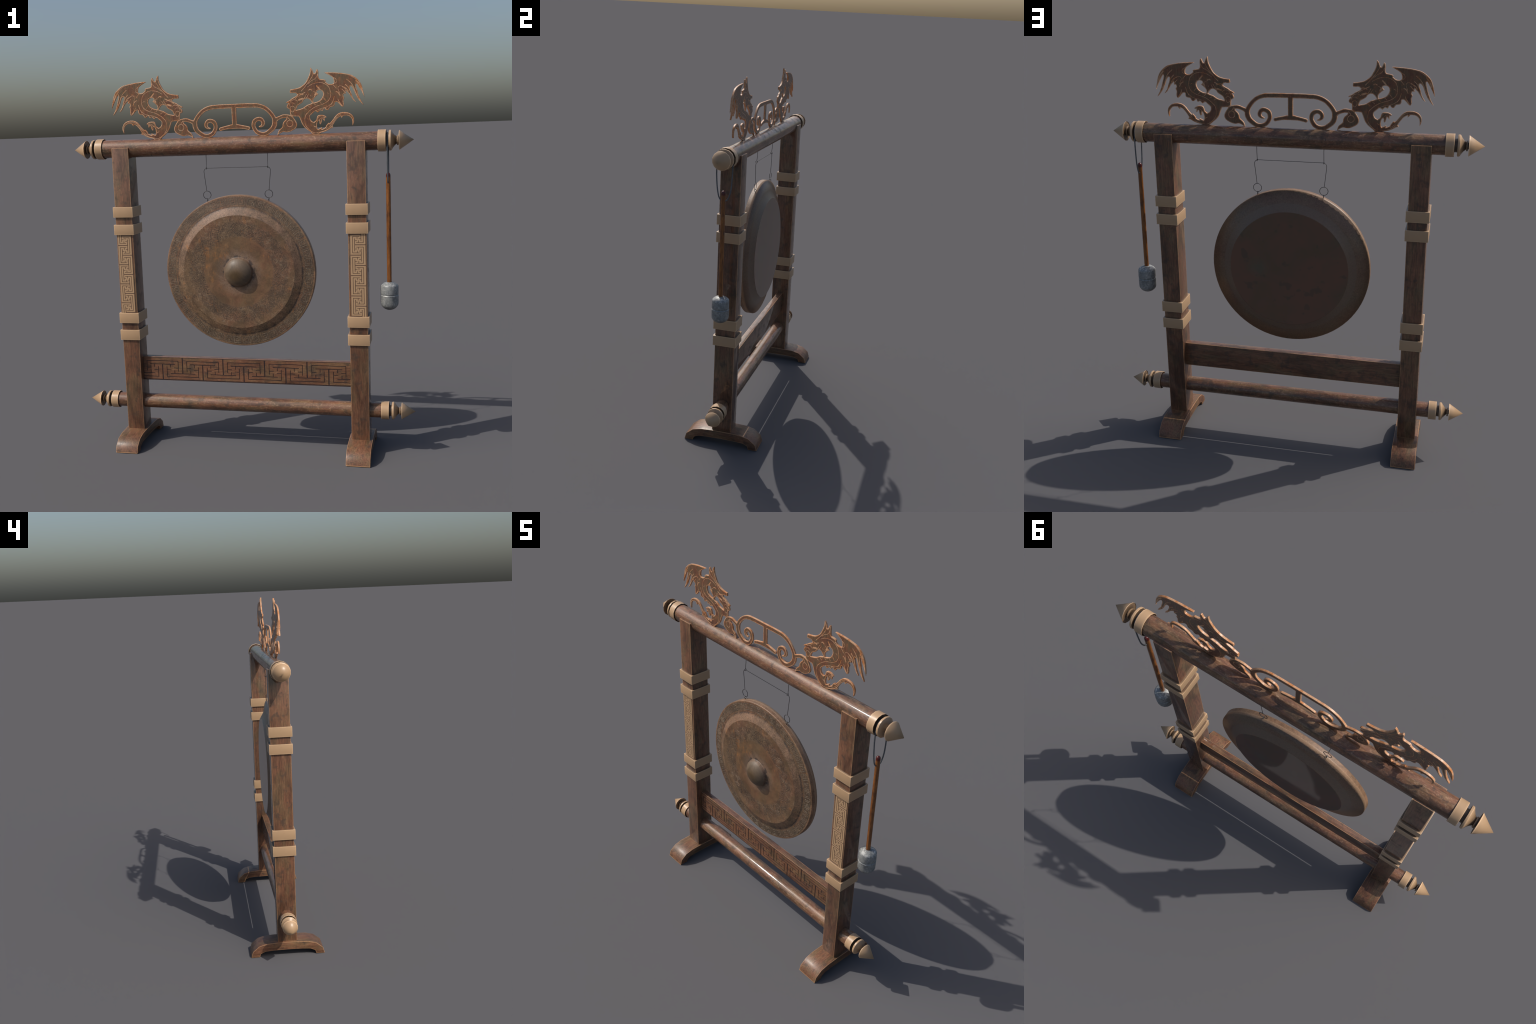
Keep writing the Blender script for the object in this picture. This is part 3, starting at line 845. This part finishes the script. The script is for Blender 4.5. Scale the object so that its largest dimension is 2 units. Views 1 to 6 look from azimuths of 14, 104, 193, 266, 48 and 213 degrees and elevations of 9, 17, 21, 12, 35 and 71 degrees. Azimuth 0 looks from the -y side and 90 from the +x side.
# carved lines: control points and half width
LINES_DRAGON = [
    (1.5, [(405.4, 247.4), (421.6, 252.1), (440.9, 254.3), (461.6, 250.9), (479.0, 241.6), (491.5, 229.3), (497.5, 213.5),
           (500.3, 196.2), (497.6, 180.8), (490.1, 167.1), (477.0, 156.7), (459.2, 148.0), (438.1, 141.9), (421.9, 136.3),
           (407.2, 128.2), (394.0, 119.3), (380.7, 107.2), (372.3, 98.0), (367.9, 82.3), (366.6, 66.5), (368.6, 50.6),
           (377.2, 36.0), (389.8, 22.8), (402.5, 12.9), (418.6, 6.8), (443.0, 9.9), (473.8, 19.1), (491.8, 30.3), (504.8, 40.9)]),
    (1.2, [(481.3, 203.3), (492.3, 197.4)]), (1.2, [(461.6, 180.8), (475.6, 164.6)]), (1.2, [(442.7, 162.8), (452.0, 151.5)]),
    (1.2, [(386.5, 140.1), (397.6, 133.3)]), (1.2, [(365.1, 131.5), (376.3, 124.0)]), (1.4, [(409.5, 156.4), (424.5, 144.8)]),
    (1.5, [(411.9, 312.4), (413.9, 296.8), (406.3, 281.6), (396.3, 266.5), (382.9, 250.0), (368.0, 233.5), (351.3, 215.5)]),
    (1.3, [(435.5, 295.7), (432.1, 285.0), (422.2, 273.1), (404.3, 264.6), (387.8, 249.8)]),
    (1.3, [(382.5, 234.4), (405.4, 247.4)]), (2.4, [(347.5, 198.4), (370.5, 209.9)]), (2.2, [(331.4, 201.5), (347.7, 203.1), (360.5, 197.8)]),
    (1.2, [(378.4, 201.7), (369.9, 186.4), (361.5, 177.3)]), (1.3, [(388.0, 198.2), (376.2, 179.8)]),
    (4.6, [(338.7, 173.6), (356.7, 179.1)]), (2.4, [(390.2, 219.2), (395.9, 223.6), (406.3, 218.5)]), (3.2, [(430.1, 238.4), (446.5, 221.3)]),
    (1.3, [(411.0, 212.8), (423.6, 206.4), (427.9, 198.6), (420.0, 190.5), (413.2, 175.1), (408.9, 164.3), (411.1, 154.8)]),
    (4.0, [(425.0, 202.0), (421.0, 195.0)]),
    (1.4, [(290.6, 145.7), (292.7, 161.4), (302.8, 172.0), (316.0, 175.4), (328.9, 170.9), (333.6, 166.0)]),
    (1.2, [(295.9, 159.7), (307.4, 160.8), (317.0, 154.0)]),
    (1.4, [(293.7, 139.2), (305.3, 144.3), (314.9, 138.3), (314.5, 125.7), (306.0, 115.0), (296.5, 123.3), (293.6, 137.6)]),
    (1.4, [(399.1, 191.4), (402.3, 189.7)]), (1.4, [(319.4, 179.2), (331.1, 189.7), (347.5, 198.4)]),
    (1.3, [(511.2, 276.4), (525.4, 269.5), (530.7, 258.5), (526.5, 249.4), (517.0, 248.3)]), (1.3, [(512.0, 240.8), (521.4, 231.0), (529.1, 221.3)]),
    (1.3, [(546.1, 197.3), (537.0, 219.4), (540.4, 230.9), (551.5, 232.7), (564.1, 227.5), (573.4, 217.7), (576.4, 211.4)]),
    (1.5, [(557.6, 216.9), (571.5, 200.8)]), (1.6, [(580.6, 263.7), (596.1, 250.7), (606.9, 237.8), (616.0, 221.9), (623.5, 201.5), (637.2, 173.1)]),
    (1.6, [(573.8, 239.4), (587.7, 224.8), (595.3, 210.5), (605.9, 182.2), (615.0, 166.3)]),
    (2.0, [(560.0, 228.0), (577.0, 220.0), (588.0, 205.0)]),
    (3.0, [(626.1, 256.9), (641.4, 239.2), (650.5, 220.3), (658.0, 199.9)]), (2.2, [(527.2, 207.5), (538.2, 200.7), (547.4, 184.8)]),
    (1.9, [(517.2, 183.0), (510.3, 159.9), (500.4, 144.7)]), (1.8, [(536.0, 169.7), (540.5, 158.6), (555.9, 136.2)]),
    (1.2, [(538.6, 295.1), (563.8, 291.6), (588.9, 284.9), (610.7, 273.0), (629.3, 259.8)]),
    (1.0, [(437.9, 68.6), (447.9, 79.2), (457.6, 82.0), (467.2, 81.6)]), (1.0, [(431.6, 73.5), (438.4, 85.9), (453.0, 89.3), (468.9, 84.7)]),
    (1.2, [(472.3, 24.7), (488.7, 35.1), (501.8, 48.9), (518.3, 70.2), (534.6, 88.4), (557.1, 96.9), (582.5, 95.2)]),
    (1.2, [(418.1, 115.1), (432.8, 120.8), (453.9, 127.8), (474.8, 131.6), (494.3, 141.7), (510.6, 158.2)]),
    (1.6, [(411.4, 41.9), (422.6, 35.9)])]
LINES_SCROLL = [(1.6, [(289.1 + 15.6*math.cos(a*math.pi/10), 58.8 + 16.2*math.sin(a*math.pi/10)) for a in range(21)]),
                (1.6, [(276.0, 93.0), (286.0, 82.0), (289.0, 75.0)])]

STEP = 1.25
GX = np.arange(0, 672.5 + STEP/2, STEP)
GZ = np.arange(-6.25, 333.0, STEP)
XX, ZZ = np.meshgrid(GX, GZ, indexing='ij')

def window(P, pad):
    P = np.array([p[:2] for p in P])
    i0, i1 = np.searchsorted(GX, [P[:, 0].min() - pad, P[:, 0].max() + pad])
    j0, j1 = np.searchsorted(GZ, [P[:, 1].min() - pad, P[:, 1].max() + pad])
    return slice(max(i0, 0), i1), slice(max(j0, 0), j1)

def seg_dist(X, Z, a, b):
    d = b[:2] - a[:2]
    L2 = max(float(d @ d), 1e-9)
    t = np.clip(((X - a[0])*d[0] + (Z - a[1])*d[1]) / L2, 0, 1)
    return np.hypot(X - a[0] - t*d[0], Z - a[1] - t*d[1]), t

def field_outline(pts):
    """Signed distance to a closed smooth outline (negative inside)."""
    P = catmull(pts, True, 4, corner=58)
    out = np.full(XX.shape, 9.0)
    w = window(P, 9)
    X, Z = XX[w], ZZ[w]
    D = np.full(X.shape, 1e9); ins = np.zeros(X.shape, bool)
    for a, b in zip(P, P[1:] + P[:1]):
        d, _ = seg_dist(X, Z, a, b)
        D = np.minimum(D, d)
        c = (a[1] > Z) != (b[1] > Z)
        if abs(b[1] - a[1]) > 1e-12:
            ins ^= c & (X < (b[0] - a[0]) * (Z - a[1]) / (b[1] - a[1]) + a[0])
    out[w] = np.where(ins, -D, D)
    return out

def field_stroke(pts, per=5):
    """Signed distance to a ribbon of varying half width."""
    P = catmull(pts, False, per)
    out = np.full(XX.shape, 9.0)
    rmax = max(p[2] for p in P)
    for a, b in zip(P, P[1:]):
        w = window([a, b], rmax + 9)
        d, t = seg_dist(XX[w], ZZ[w], a, b)
        out[w] = np.minimum(out[w], d - (a[2] + t*(b[2] - a[2])))
    return out

def line_mask(lines):
    m = np.zeros(XX.shape, bool)
    for hw, pts in lines:
        P = catmull([(x, z) for x, z in pts], False, 5)
        for a, b in zip(P, P[1:]):
            w = window([a, b], hw + 2)
            d, _ = seg_dist(XX[w], ZZ[w], a, b)
            m[w] |= d < hw
    return m

f_head, f_wing, f_body, f_leg = (field_outline(p) for p in (HEAD, WING, BODY, FORELEG))
f_tail = field_stroke(TAIL)
for sp in SPURS:
    f_tail = np.minimum(f_tail, field_stroke(sp, 3))
dragon_fields = [("dragon_body", f_body), ("head", f_head), ("wing", f_wing), ("foreleg", f_leg), ("tail", f_tail)]
f_scroll = np.minimum(field_stroke(SCROLL), field_stroke(STEM))
for b in BRACE:
    f_scroll = np.minimum(f_scroll, field_stroke(b))
f_leaf = field_outline(LEAF)
scroll_fields = [("scrollwork", f_scroll), ("leaf", f_leaf)]

def sawn_board(fields, lines, symmetric, side):
    """Marching squares over the joined outline; returns {name: mesh} in crest coordinates."""
    F = np.stack([f for _, f in fields])
    U = F.min(0)
    owner = F.argmin(0)
    cut = line_mask(lines)
    gx = GX
    if symmetric:
        mir = lambda A: np.concatenate([A[:0:-1], A], 0)
        U, owner, cut = mir(U), mir(owner), mir(cut)
        gx = np.concatenate([-GX[:0:-1], GX])
    elif side < 0:
        U, owner, cut = U[::-1], owner[::-1], cut[::-1]
        gx = -GX[::-1]
    U = np.where(np.abs(U) < 1e-4, -1e-4, U)
    ins = U < 0
    nx, nz = U.shape
    cells = np.argwhere(ins[:-1, :-1] | ins[1:, :-1] | ins[:-1, 1:] | ins[1:, 1:])
    # contour points first, to measure the true distance to the sawn edge
    cx = np.argwhere(ins[:-1] != ins[1:]); cz = np.argwhere(ins[:, :-1] != ins[:, 1:])
    cont = {}
    pts = []
    for i, j in cx:
        t = U[i, j] / (U[i, j] - U[i+1, j]); cont[('h', i, j)] = (gx[i] + t*STEP, GZ[j])
    for i, j in cz:
        t = U[i, j] / (U[i, j] - U[i, j+1]); cont[('v', i, j)] = (gx[i], GZ[j] + t*STEP)
    kd = kdtree.KDTree(len(cont))
    for n, p in enumerate(cont.values()):
        kd.insert((p[0], p[1], 0), n)
    kd.balance()
    dist = {}
    def edge_d(i, j):
        if (i, j) not in dist:
            dist[(i, j)] = kd.find((gx[i], GZ[j], 0))[2]
        return dist[(i, j)]
    data = {nm: dict(v=[], f=[], m=[], ix={}) for nm, _ in fields}
    names = [nm for nm, _ in fields]
    def vert(D, key, back):
        kk = (key, back)
        if kk in D['ix']:
            return D['ix'][kk]
        if key[0] == 'n':
            i, j = key[1], key[2]
            x, z = gx[i], GZ[j]
            h = CT * 1000 - (0.65 if cut[i, j] else 0.0) - (0.35 if edge_d(i, j) < 1.4 else 0.0)
        else:
            x, z = cont[key]; h = CT * 1000 - 0.95
        D['ix'][kk] = len(D['v'])
        D['v'].append((x/1000, (h if back else -h)/1000, z/1000))
        return D['ix'][kk]
    for i, j in cells:
        c = [(i, j), (i+1, j), (i+1, j+1), (i, j+1)]
        s = [ins[q] for q in c]
        e = [('h', i, j), ('v', i+1, j), ('h', i, j+1), ('v', i, j)]
        polys = []
        if s == [True, False, True, False] or s == [False, True, False, True]:
            for q in range(4):
                if s[q]:
                    polys.append([('n', *c[q]), e[q], e[q-1]])
        else:
            poly = []
            for q in range(4):
                if s[q]:
                    poly.append(('n', *c[q]))
                if s[q] != s[(q+1) % 4]:
                    poly.append(e[q])
            polys.append(poly)
        inside = [q for q in c if ins[q]]
        ow = owner[min(inside, key=lambda q: U[q])]
        D = data[names[ow]]
        near = min(edge_d(*q) for q in inside) if len(inside) == 4 else 0.0
        ncut = sum(bool(cut[q]) for q in inside)
        rim = 1 if (near < 2.9 or ncut * 2 >= len(inside) + 0.1) else 0
        for poly in polys:
            fr = [vert(D, k, False) for k in poly]
            bk = [vert(D, k, True) for k in poly]
            D['f'].append(fr); D['m'].append(rim)
            D['f'].append(bk[::-1]); D['m'].append(rim)
            n = len(poly)
            for q in range(n):
                k1, k2 = poly[q], poly[(q+1) % n]
                if k1[0] != 'n' and k2[0] != 'n':
                    D['f'].append([fr[(q+1) % n], fr[q], bk[q], bk[(q+1) % n]]); D['m'].append(1)
    out = {}
    for nm, D in data.items():
        me = mesh_from(nm, D['v'], D['f'], None, D['m'])
        me.materials.append(M_CARVE); me.materials.append(M_BARE)
        out[nm] = me
    return out

origin = (0, CY, CZ)
sc = sawn_board(scroll_fields, LINES_SCROLL, True, 1)
scroll_ob = link("scrollwork", sc["scrollwork"], stand, origin)
# the two leaves are separate pieces: split the mirrored mesh by side
def half_of(me, side):
    bm = bmesh.new(); bm.from_mesh(me)
    bmesh.ops.delete(bm, geom=[v for v in bm.verts if v.co.x * side < 0], context='VERTS')
    m2 = bpy.data.meshes.new(me.name); bm.to_mesh(m2); bm.free()
    for m in me.materials:
        m2.materials.append(m)
    return m2
for side in (1, -1):
    link("leaf", half_of(sc["leaf"], side), scroll_ob, origin)
    dr = sawn_board(dragon_fields, LINES_DRAGON, False, side)
    body_ob = link("dragon_body", dr["dragon_body"], stand, (0, CY - 0.0003, CZ))
    for nm in ("head", "wing", "foreleg", "tail"):
        link(nm, dr[nm], body_ob, (0, CY - 0.0003, CZ))

# =====================================================================
#  the gong
# =====================================================================
GC = Vector((0.0, 0.0, 0.969))
gong = empty("gong", GC)
gong["label"] = "round old bronze gong with central boss and fret border"
gong["category"] = "gong"

R = 0.4031
SEG = 80
dome = [(-0.0540 - 0.0460*math.sin(a), 0.0775*math.cos(a)) for a in np.radians([90, 80, 70, 58, 46, 34, 22, 12, 5])]
front = dome + [(-0.0552, 0.0800), (-0.0543, 0.0845), (-0.0540, 0.0950), (-0.0540, 0.1400), (-0.0540, 0.1866), (-0.0541, 0.2300), (-0.0541, 0.2700), (-0.0540, 0.2990),
                (-0.0534, 0.3010), (-0.0372, 0.3370), (-0.0358, 0.3400), (-0.0340, 0.3500), (-0.0302, 0.3950), (-0.0292, 0.4010), (-0.0270, R)]
back = [(0.0063, R), (0.0205, 0.3400), (0.0452, 0.3000), (0.0452, 0.2000), (0.0452, 0.1000), (0.0452, 0.0)]
gm = lathe("gong_face", front + [(-0.0100, R)], 'y', SEG, math.pi/SEG, 14)
face = link("gong_face", gm, gong, GC, (M_BRONZE,))
bmh = lathe("gong_back", [(-0.0100, R)] + back, 'y', SEG, math.pi/SEG, 30)
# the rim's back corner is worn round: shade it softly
sharp = bmh.attributes["sharp_edge"].data
for e in bmh.edges:
    if min(math.hypot(bmh.vertices[i].co.x, bmh.vertices[i].co.z) for i in e.vertices) > 0.38:
        sharp[e.index].value = False
# an open shell: point its faces outwards
def outward(me):
    bm = bmesh.new(); bm.from_mesh(me)
    s = sum(f.normal.dot(f.calc_center_median()) * f.calc_area() for f in bm.faces)
    if s < 0:
        bmesh.ops.reverse_faces(bm, faces=bm.faces[:])
    bm.to_mesh(me); bm.free()
outward(gm); outward(bmh)
link("gong_back", bmh, gong, GC, (M_BRONZE_B,))

def cone_y(r):
    """Front surface height at radius r in the ornamented zones."""
    prof = [(a, b) for a, b in front]
    for (y0, r0), (y1, r1) in zip(prof, prof[1:]):
        if r0 <= r <= r1:
            return y0 + (y1 - y0) * (r - r0) / max(r1 - r0, 1e-9)
    return -0.054

def ribs(name, segs, height):
    """Thin raised bars; each given by polar end points (angle, radius) and a width."""
    verts, faces = [], []
    for (t0, r0), (t1, r1), w in segs:
        n = 1
        a = np.array((r0*math.sin(t0), r0*math.cos(t0))); b = np.array((r1*math.sin(t1), r1*math.cos(t1)))
        d = b - a
        L = np.linalg.norm(d)
        if L < 1e-6:
            continue
        d /= L; q = np.array((-d[1], d[0])) * w / 2
        a2, b2 = a - d*w*0.5, b + d*w*0.5
        base = len(verts)
        for p, inset in ((a2 - q, 0), (b2 - q, 0), (b2 + q, 0), (a2 + q, 0)):
            r = float(np.hypot(*p)); verts.append((p[0], cone_y(r) + 0.0008, p[1]))
        sh = min(w * 0.22, 0.0006)
        for p, s1, s2 in ((a2, 1, -1), (b2, -1, -1), (b2, -1, 1), (a2, 1, 1)):
            pp = p + d*sh*s1 + (q - np.sign(1)*q/np.linalg.norm(q)*sh) * s2
            r = float(np.hypot(*pp)); verts.append((pp[0], cone_y(r) - height, pp[1]))
        B = base
        faces += [[B+4, B+5, B+6, B+7], [B, B+1, B+5, B+4], [B+1, B+2, B+6, B+5], [B+2, B+3, B+7, B+6], [B+3, B, B+4, B+7]]
    me = mesh_from(name, verts, faces)
    bm = bmesh.new(); bm.from_mesh(me)
    for f in bm.faces:
        if f.normal.y > 0.3:
            f.normal_flip()
    bm.to_mesh(me); bm.free()
    return me

# outer border: square spirals
N_KEY = 46
keys = []
for k in range(N_KEY):
    t0 = 2*math.pi*(k + 0.5)/N_KEY
    j = lambda s: float(rng.uniform(-s, s))
    u = 0.0175 + j(0.0006)
    rc = 0.3715
    def pt(a, b):
        return (t0 + a/rc, rc + b)
    sgn = 1 if k % 2 else -1
    path = [(-1.0, -1.0), (-1.0, 1.0), (1.0, 1.0), (1.0, -0.9), (-0.48, -0.9), (-0.48, 0.48), (0.48, 0.48), (0.48, -0.32), (0.0, -0.32)]
    path = [(sgn*a*u, b*u*0.98) for a, b in path]
    for a, b in zip(path, path[1:]):
        keys.append((pt(*a), pt(*b), 0.0030 + j(0.0004)))
    if rng.uniform() > 0.35:
        keys.append((pt(sgn*1.42*u, -u), pt(sgn*1.42*u, u), 0.0024))
ob = link("key_border", ribs("key_border", keys, 0.0007), gong, GC, (M_KEY,))
ob["kind"] = "stuff"

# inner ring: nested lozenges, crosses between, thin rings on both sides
N_LOZ = 22
loz = []
for k in range(N_LOZ):
    t0 = 2*math.pi*k/N_LOZ
    rc, hr = 0.2265, 0.0330
    ha = math.pi/N_LOZ * 0.96
    for s in ((1.0, 0.66, 0.34) if k % 2 == 0 else (1.0, 0.60)):
        P = [(t0 - ha*s, rc), (t0, rc + hr*s), (t0 + ha*s, rc), (t0, rc - hr*s)]
        for a, b in zip(P, P[1:] + P[:1]):
            loz.append((a, b, 0.0026))
    tb = t0 + math.pi/N_LOZ
    for sr in (1, -1):
        P = [(tb - ha*0.55, rc + sr*hr), (tb, rc + sr*hr*0.42), (tb + ha*0.55, rc + sr*hr)]
        for a, b in zip(P, P[1:]):
            loz.append((a, b, 0.0024))
# worn: part of the ornament has rubbed away
loz = [(a, b, w * float(rng.uniform(0.7, 1.2))) for a, b, w in loz if rng.uniform() > 0.22]
ob = link("lozenge_ring", ribs("lozenge_ring", loz, 0.0006), gong, GC, (M_RING,))
ob["kind"] = "stuff"

# hanging wire: two drops, a tie between them, spread arms, rings and eyes
WY = -0.006
for side in (1, -1):
    x = side * 0.1648
    drop = tube("hanging_wire", [(x, -0.001, 1.590), (x, -0.002, 1.556), (x, -0.005, 1.520), (x, WY, 1.5185)], 0.00135, 6)
    arm = tube("arm", catmull([(x + side*0.0005, WY, 1.5115), (x + side*0.0075, WY, 1.5085), (x + side*0.0120, WY, 1.5025), (x + side*0.0138, WY, 1.4935),
                               (x + side*0.0085, WY, 1.4450), (x + side*0.0030, WY, 1.3938)], False, 5), 0.00135, 6)
    eye = tube("eye", [(x, WY + 0.0055*math.cos(a), 1.5130 + 0.0055*math.sin(a)) for a in np.linspace(0, 2*math.pi, 16, endpoint=False)], 0.0012, 6, True)
    w = link("hanging_wire", join_meshes("hanging_wire", [drop, arm, eye], 60), gong, (0, 0, 0), (M_WIRE,))
    cx = side * 0.1660
    ring = tube("ring", [(cx + 0.0206*math.cos(a), WY, 1.3727 + 0.0206*math.sin(a)) for a in np.linspace(0, 2*math.pi, 36, endpoint=False)], 0.0015, 6, True)
    link("hanging_ring", ring, gong, (0, 0, 0), (M_WIRE,))
    ex = side * 0.1650
    e1 = tube("eye", [(ex, WY + 0.0060*math.cos(a), 1.3478 + 0.0060*math.sin(a)) for a in np.linspace(0, 2*math.pi, 16, endpoint=False)], 0.0015, 6, True)
    e2 = tube("stem", [(ex, WY, 1.3425), (ex, WY, 1.3300)], 0.0022, 6)
    link("eye_bolt", join_meshes("eye_bolt", [e1, e2], 60), gong, (0, 0, 0), (M_BOLT,))
tie = tube("tie_wire", [(-0.1648, WY, 1.5130), (0.1648, WY, 1.5130)], 0.00125, 6)
link("tie_wire", tie, gong, (0, 0, 0), (M_WIRE,))

# =====================================================================
#  the mallet, hung from the crossbeam's right end
# =====================================================================
HX = 0.7777
mallet = empty("mallet", (HX, 0.003, 0.766))
mallet["label"] = "gong mallet with grey capped head and orange wooden handle"
mallet["category"] = "mallet"

head_prof = [(0.1470, 0.0), (0.1462, 0.0120), (0.1420, 0.0280), (0.1340, 0.0395), (0.1285, 0.0440), (0.1245, 0.0452), (0.0880, 0.0456), (0.0838, 0.0450), (0.0815, 0.0432),
             (0.0790, 0.0446), (0.0765, 0.0464), (0.0730, 0.0456), (0.0360, 0.0453), (0.0270, 0.0435), (0.0170, 0.0370), (0.0090, 0.0275), (0.0030, 0.0150), (0.0, 0.0)]
link("mallet_head", lathe("mallet_head", head_prof, 'z', 16, 0.1, 40), mallet, (HX, 0.003, 0.766), (M_HEAD,))

# handle leans a hair: built along its own line
hb, ht = Vector((0.7774, 0.0018, 0.900)), Vector((0.7779, -0.0025, 1.4687))
hp, hr = [], []
for t, r in ((0, 0.0116), (0.25, 0.0117), (0.5, 0.0117), (0.75, 0.0116), (0.955, 0.0114), (0.978, 0.0112), (0.988, 0.0100), (0.995, 0.0072), (1.0, 0.0025)):
    hp.append(hb + (ht - hb)*t - Vector((HX, 0.003, 0.900))); hr.append(r)
link("handle", tube("handle", hp, hr, 16, False, 50), mallet, (HX, 0.003, 0.900), (M_HANDLE,))

# cord: over the finial's neck, down both sides, through the handle
loop = [(0.7772, -0.0085, 1.4190), (0.7775, -0.0135, 1.4198), (0.7775, -0.0205, 1.4262), (0.7775, -0.0270, 1.4400), (0.7775, -0.0325, 1.4640), (0.7774, -0.0370, 1.4950), (0.7773, -0.0405, 1.5400),
        (0.7772, -0.0415, 1.5750), (0.7770, -0.0405, 1.6100)]
for a in np.radians(range(160, 15, -20)):
    loop.append((0.7770, 0.0375*math.cos(a), 1.6276 + 0.0375*math.sin(a)))
loop += [(0.7770, 0.0400, 1.6100), (0.7772, 0.0410, 1.5750), (0.7773, 0.0395, 1.5250), (0.7774, 0.0370, 1.4850), (0.7775, 0.0330, 1.4600), (0.7775, 0.0255, 1.4370), (0.7775, 0.0180, 1.4230), (0.7775, 0.0110, 1.4185),
         (0.7774, 0.0020, 1.4180)]
lp = catmull(loop, True, 4)
link("cord_loop", tube("cord_loop", [Vector(p) - Vector((HX, 0.003, 0.766)) for p in lp], 0.0034, 8, True), mallet, (HX, 0.003, 0.766), (M_LOOP,))
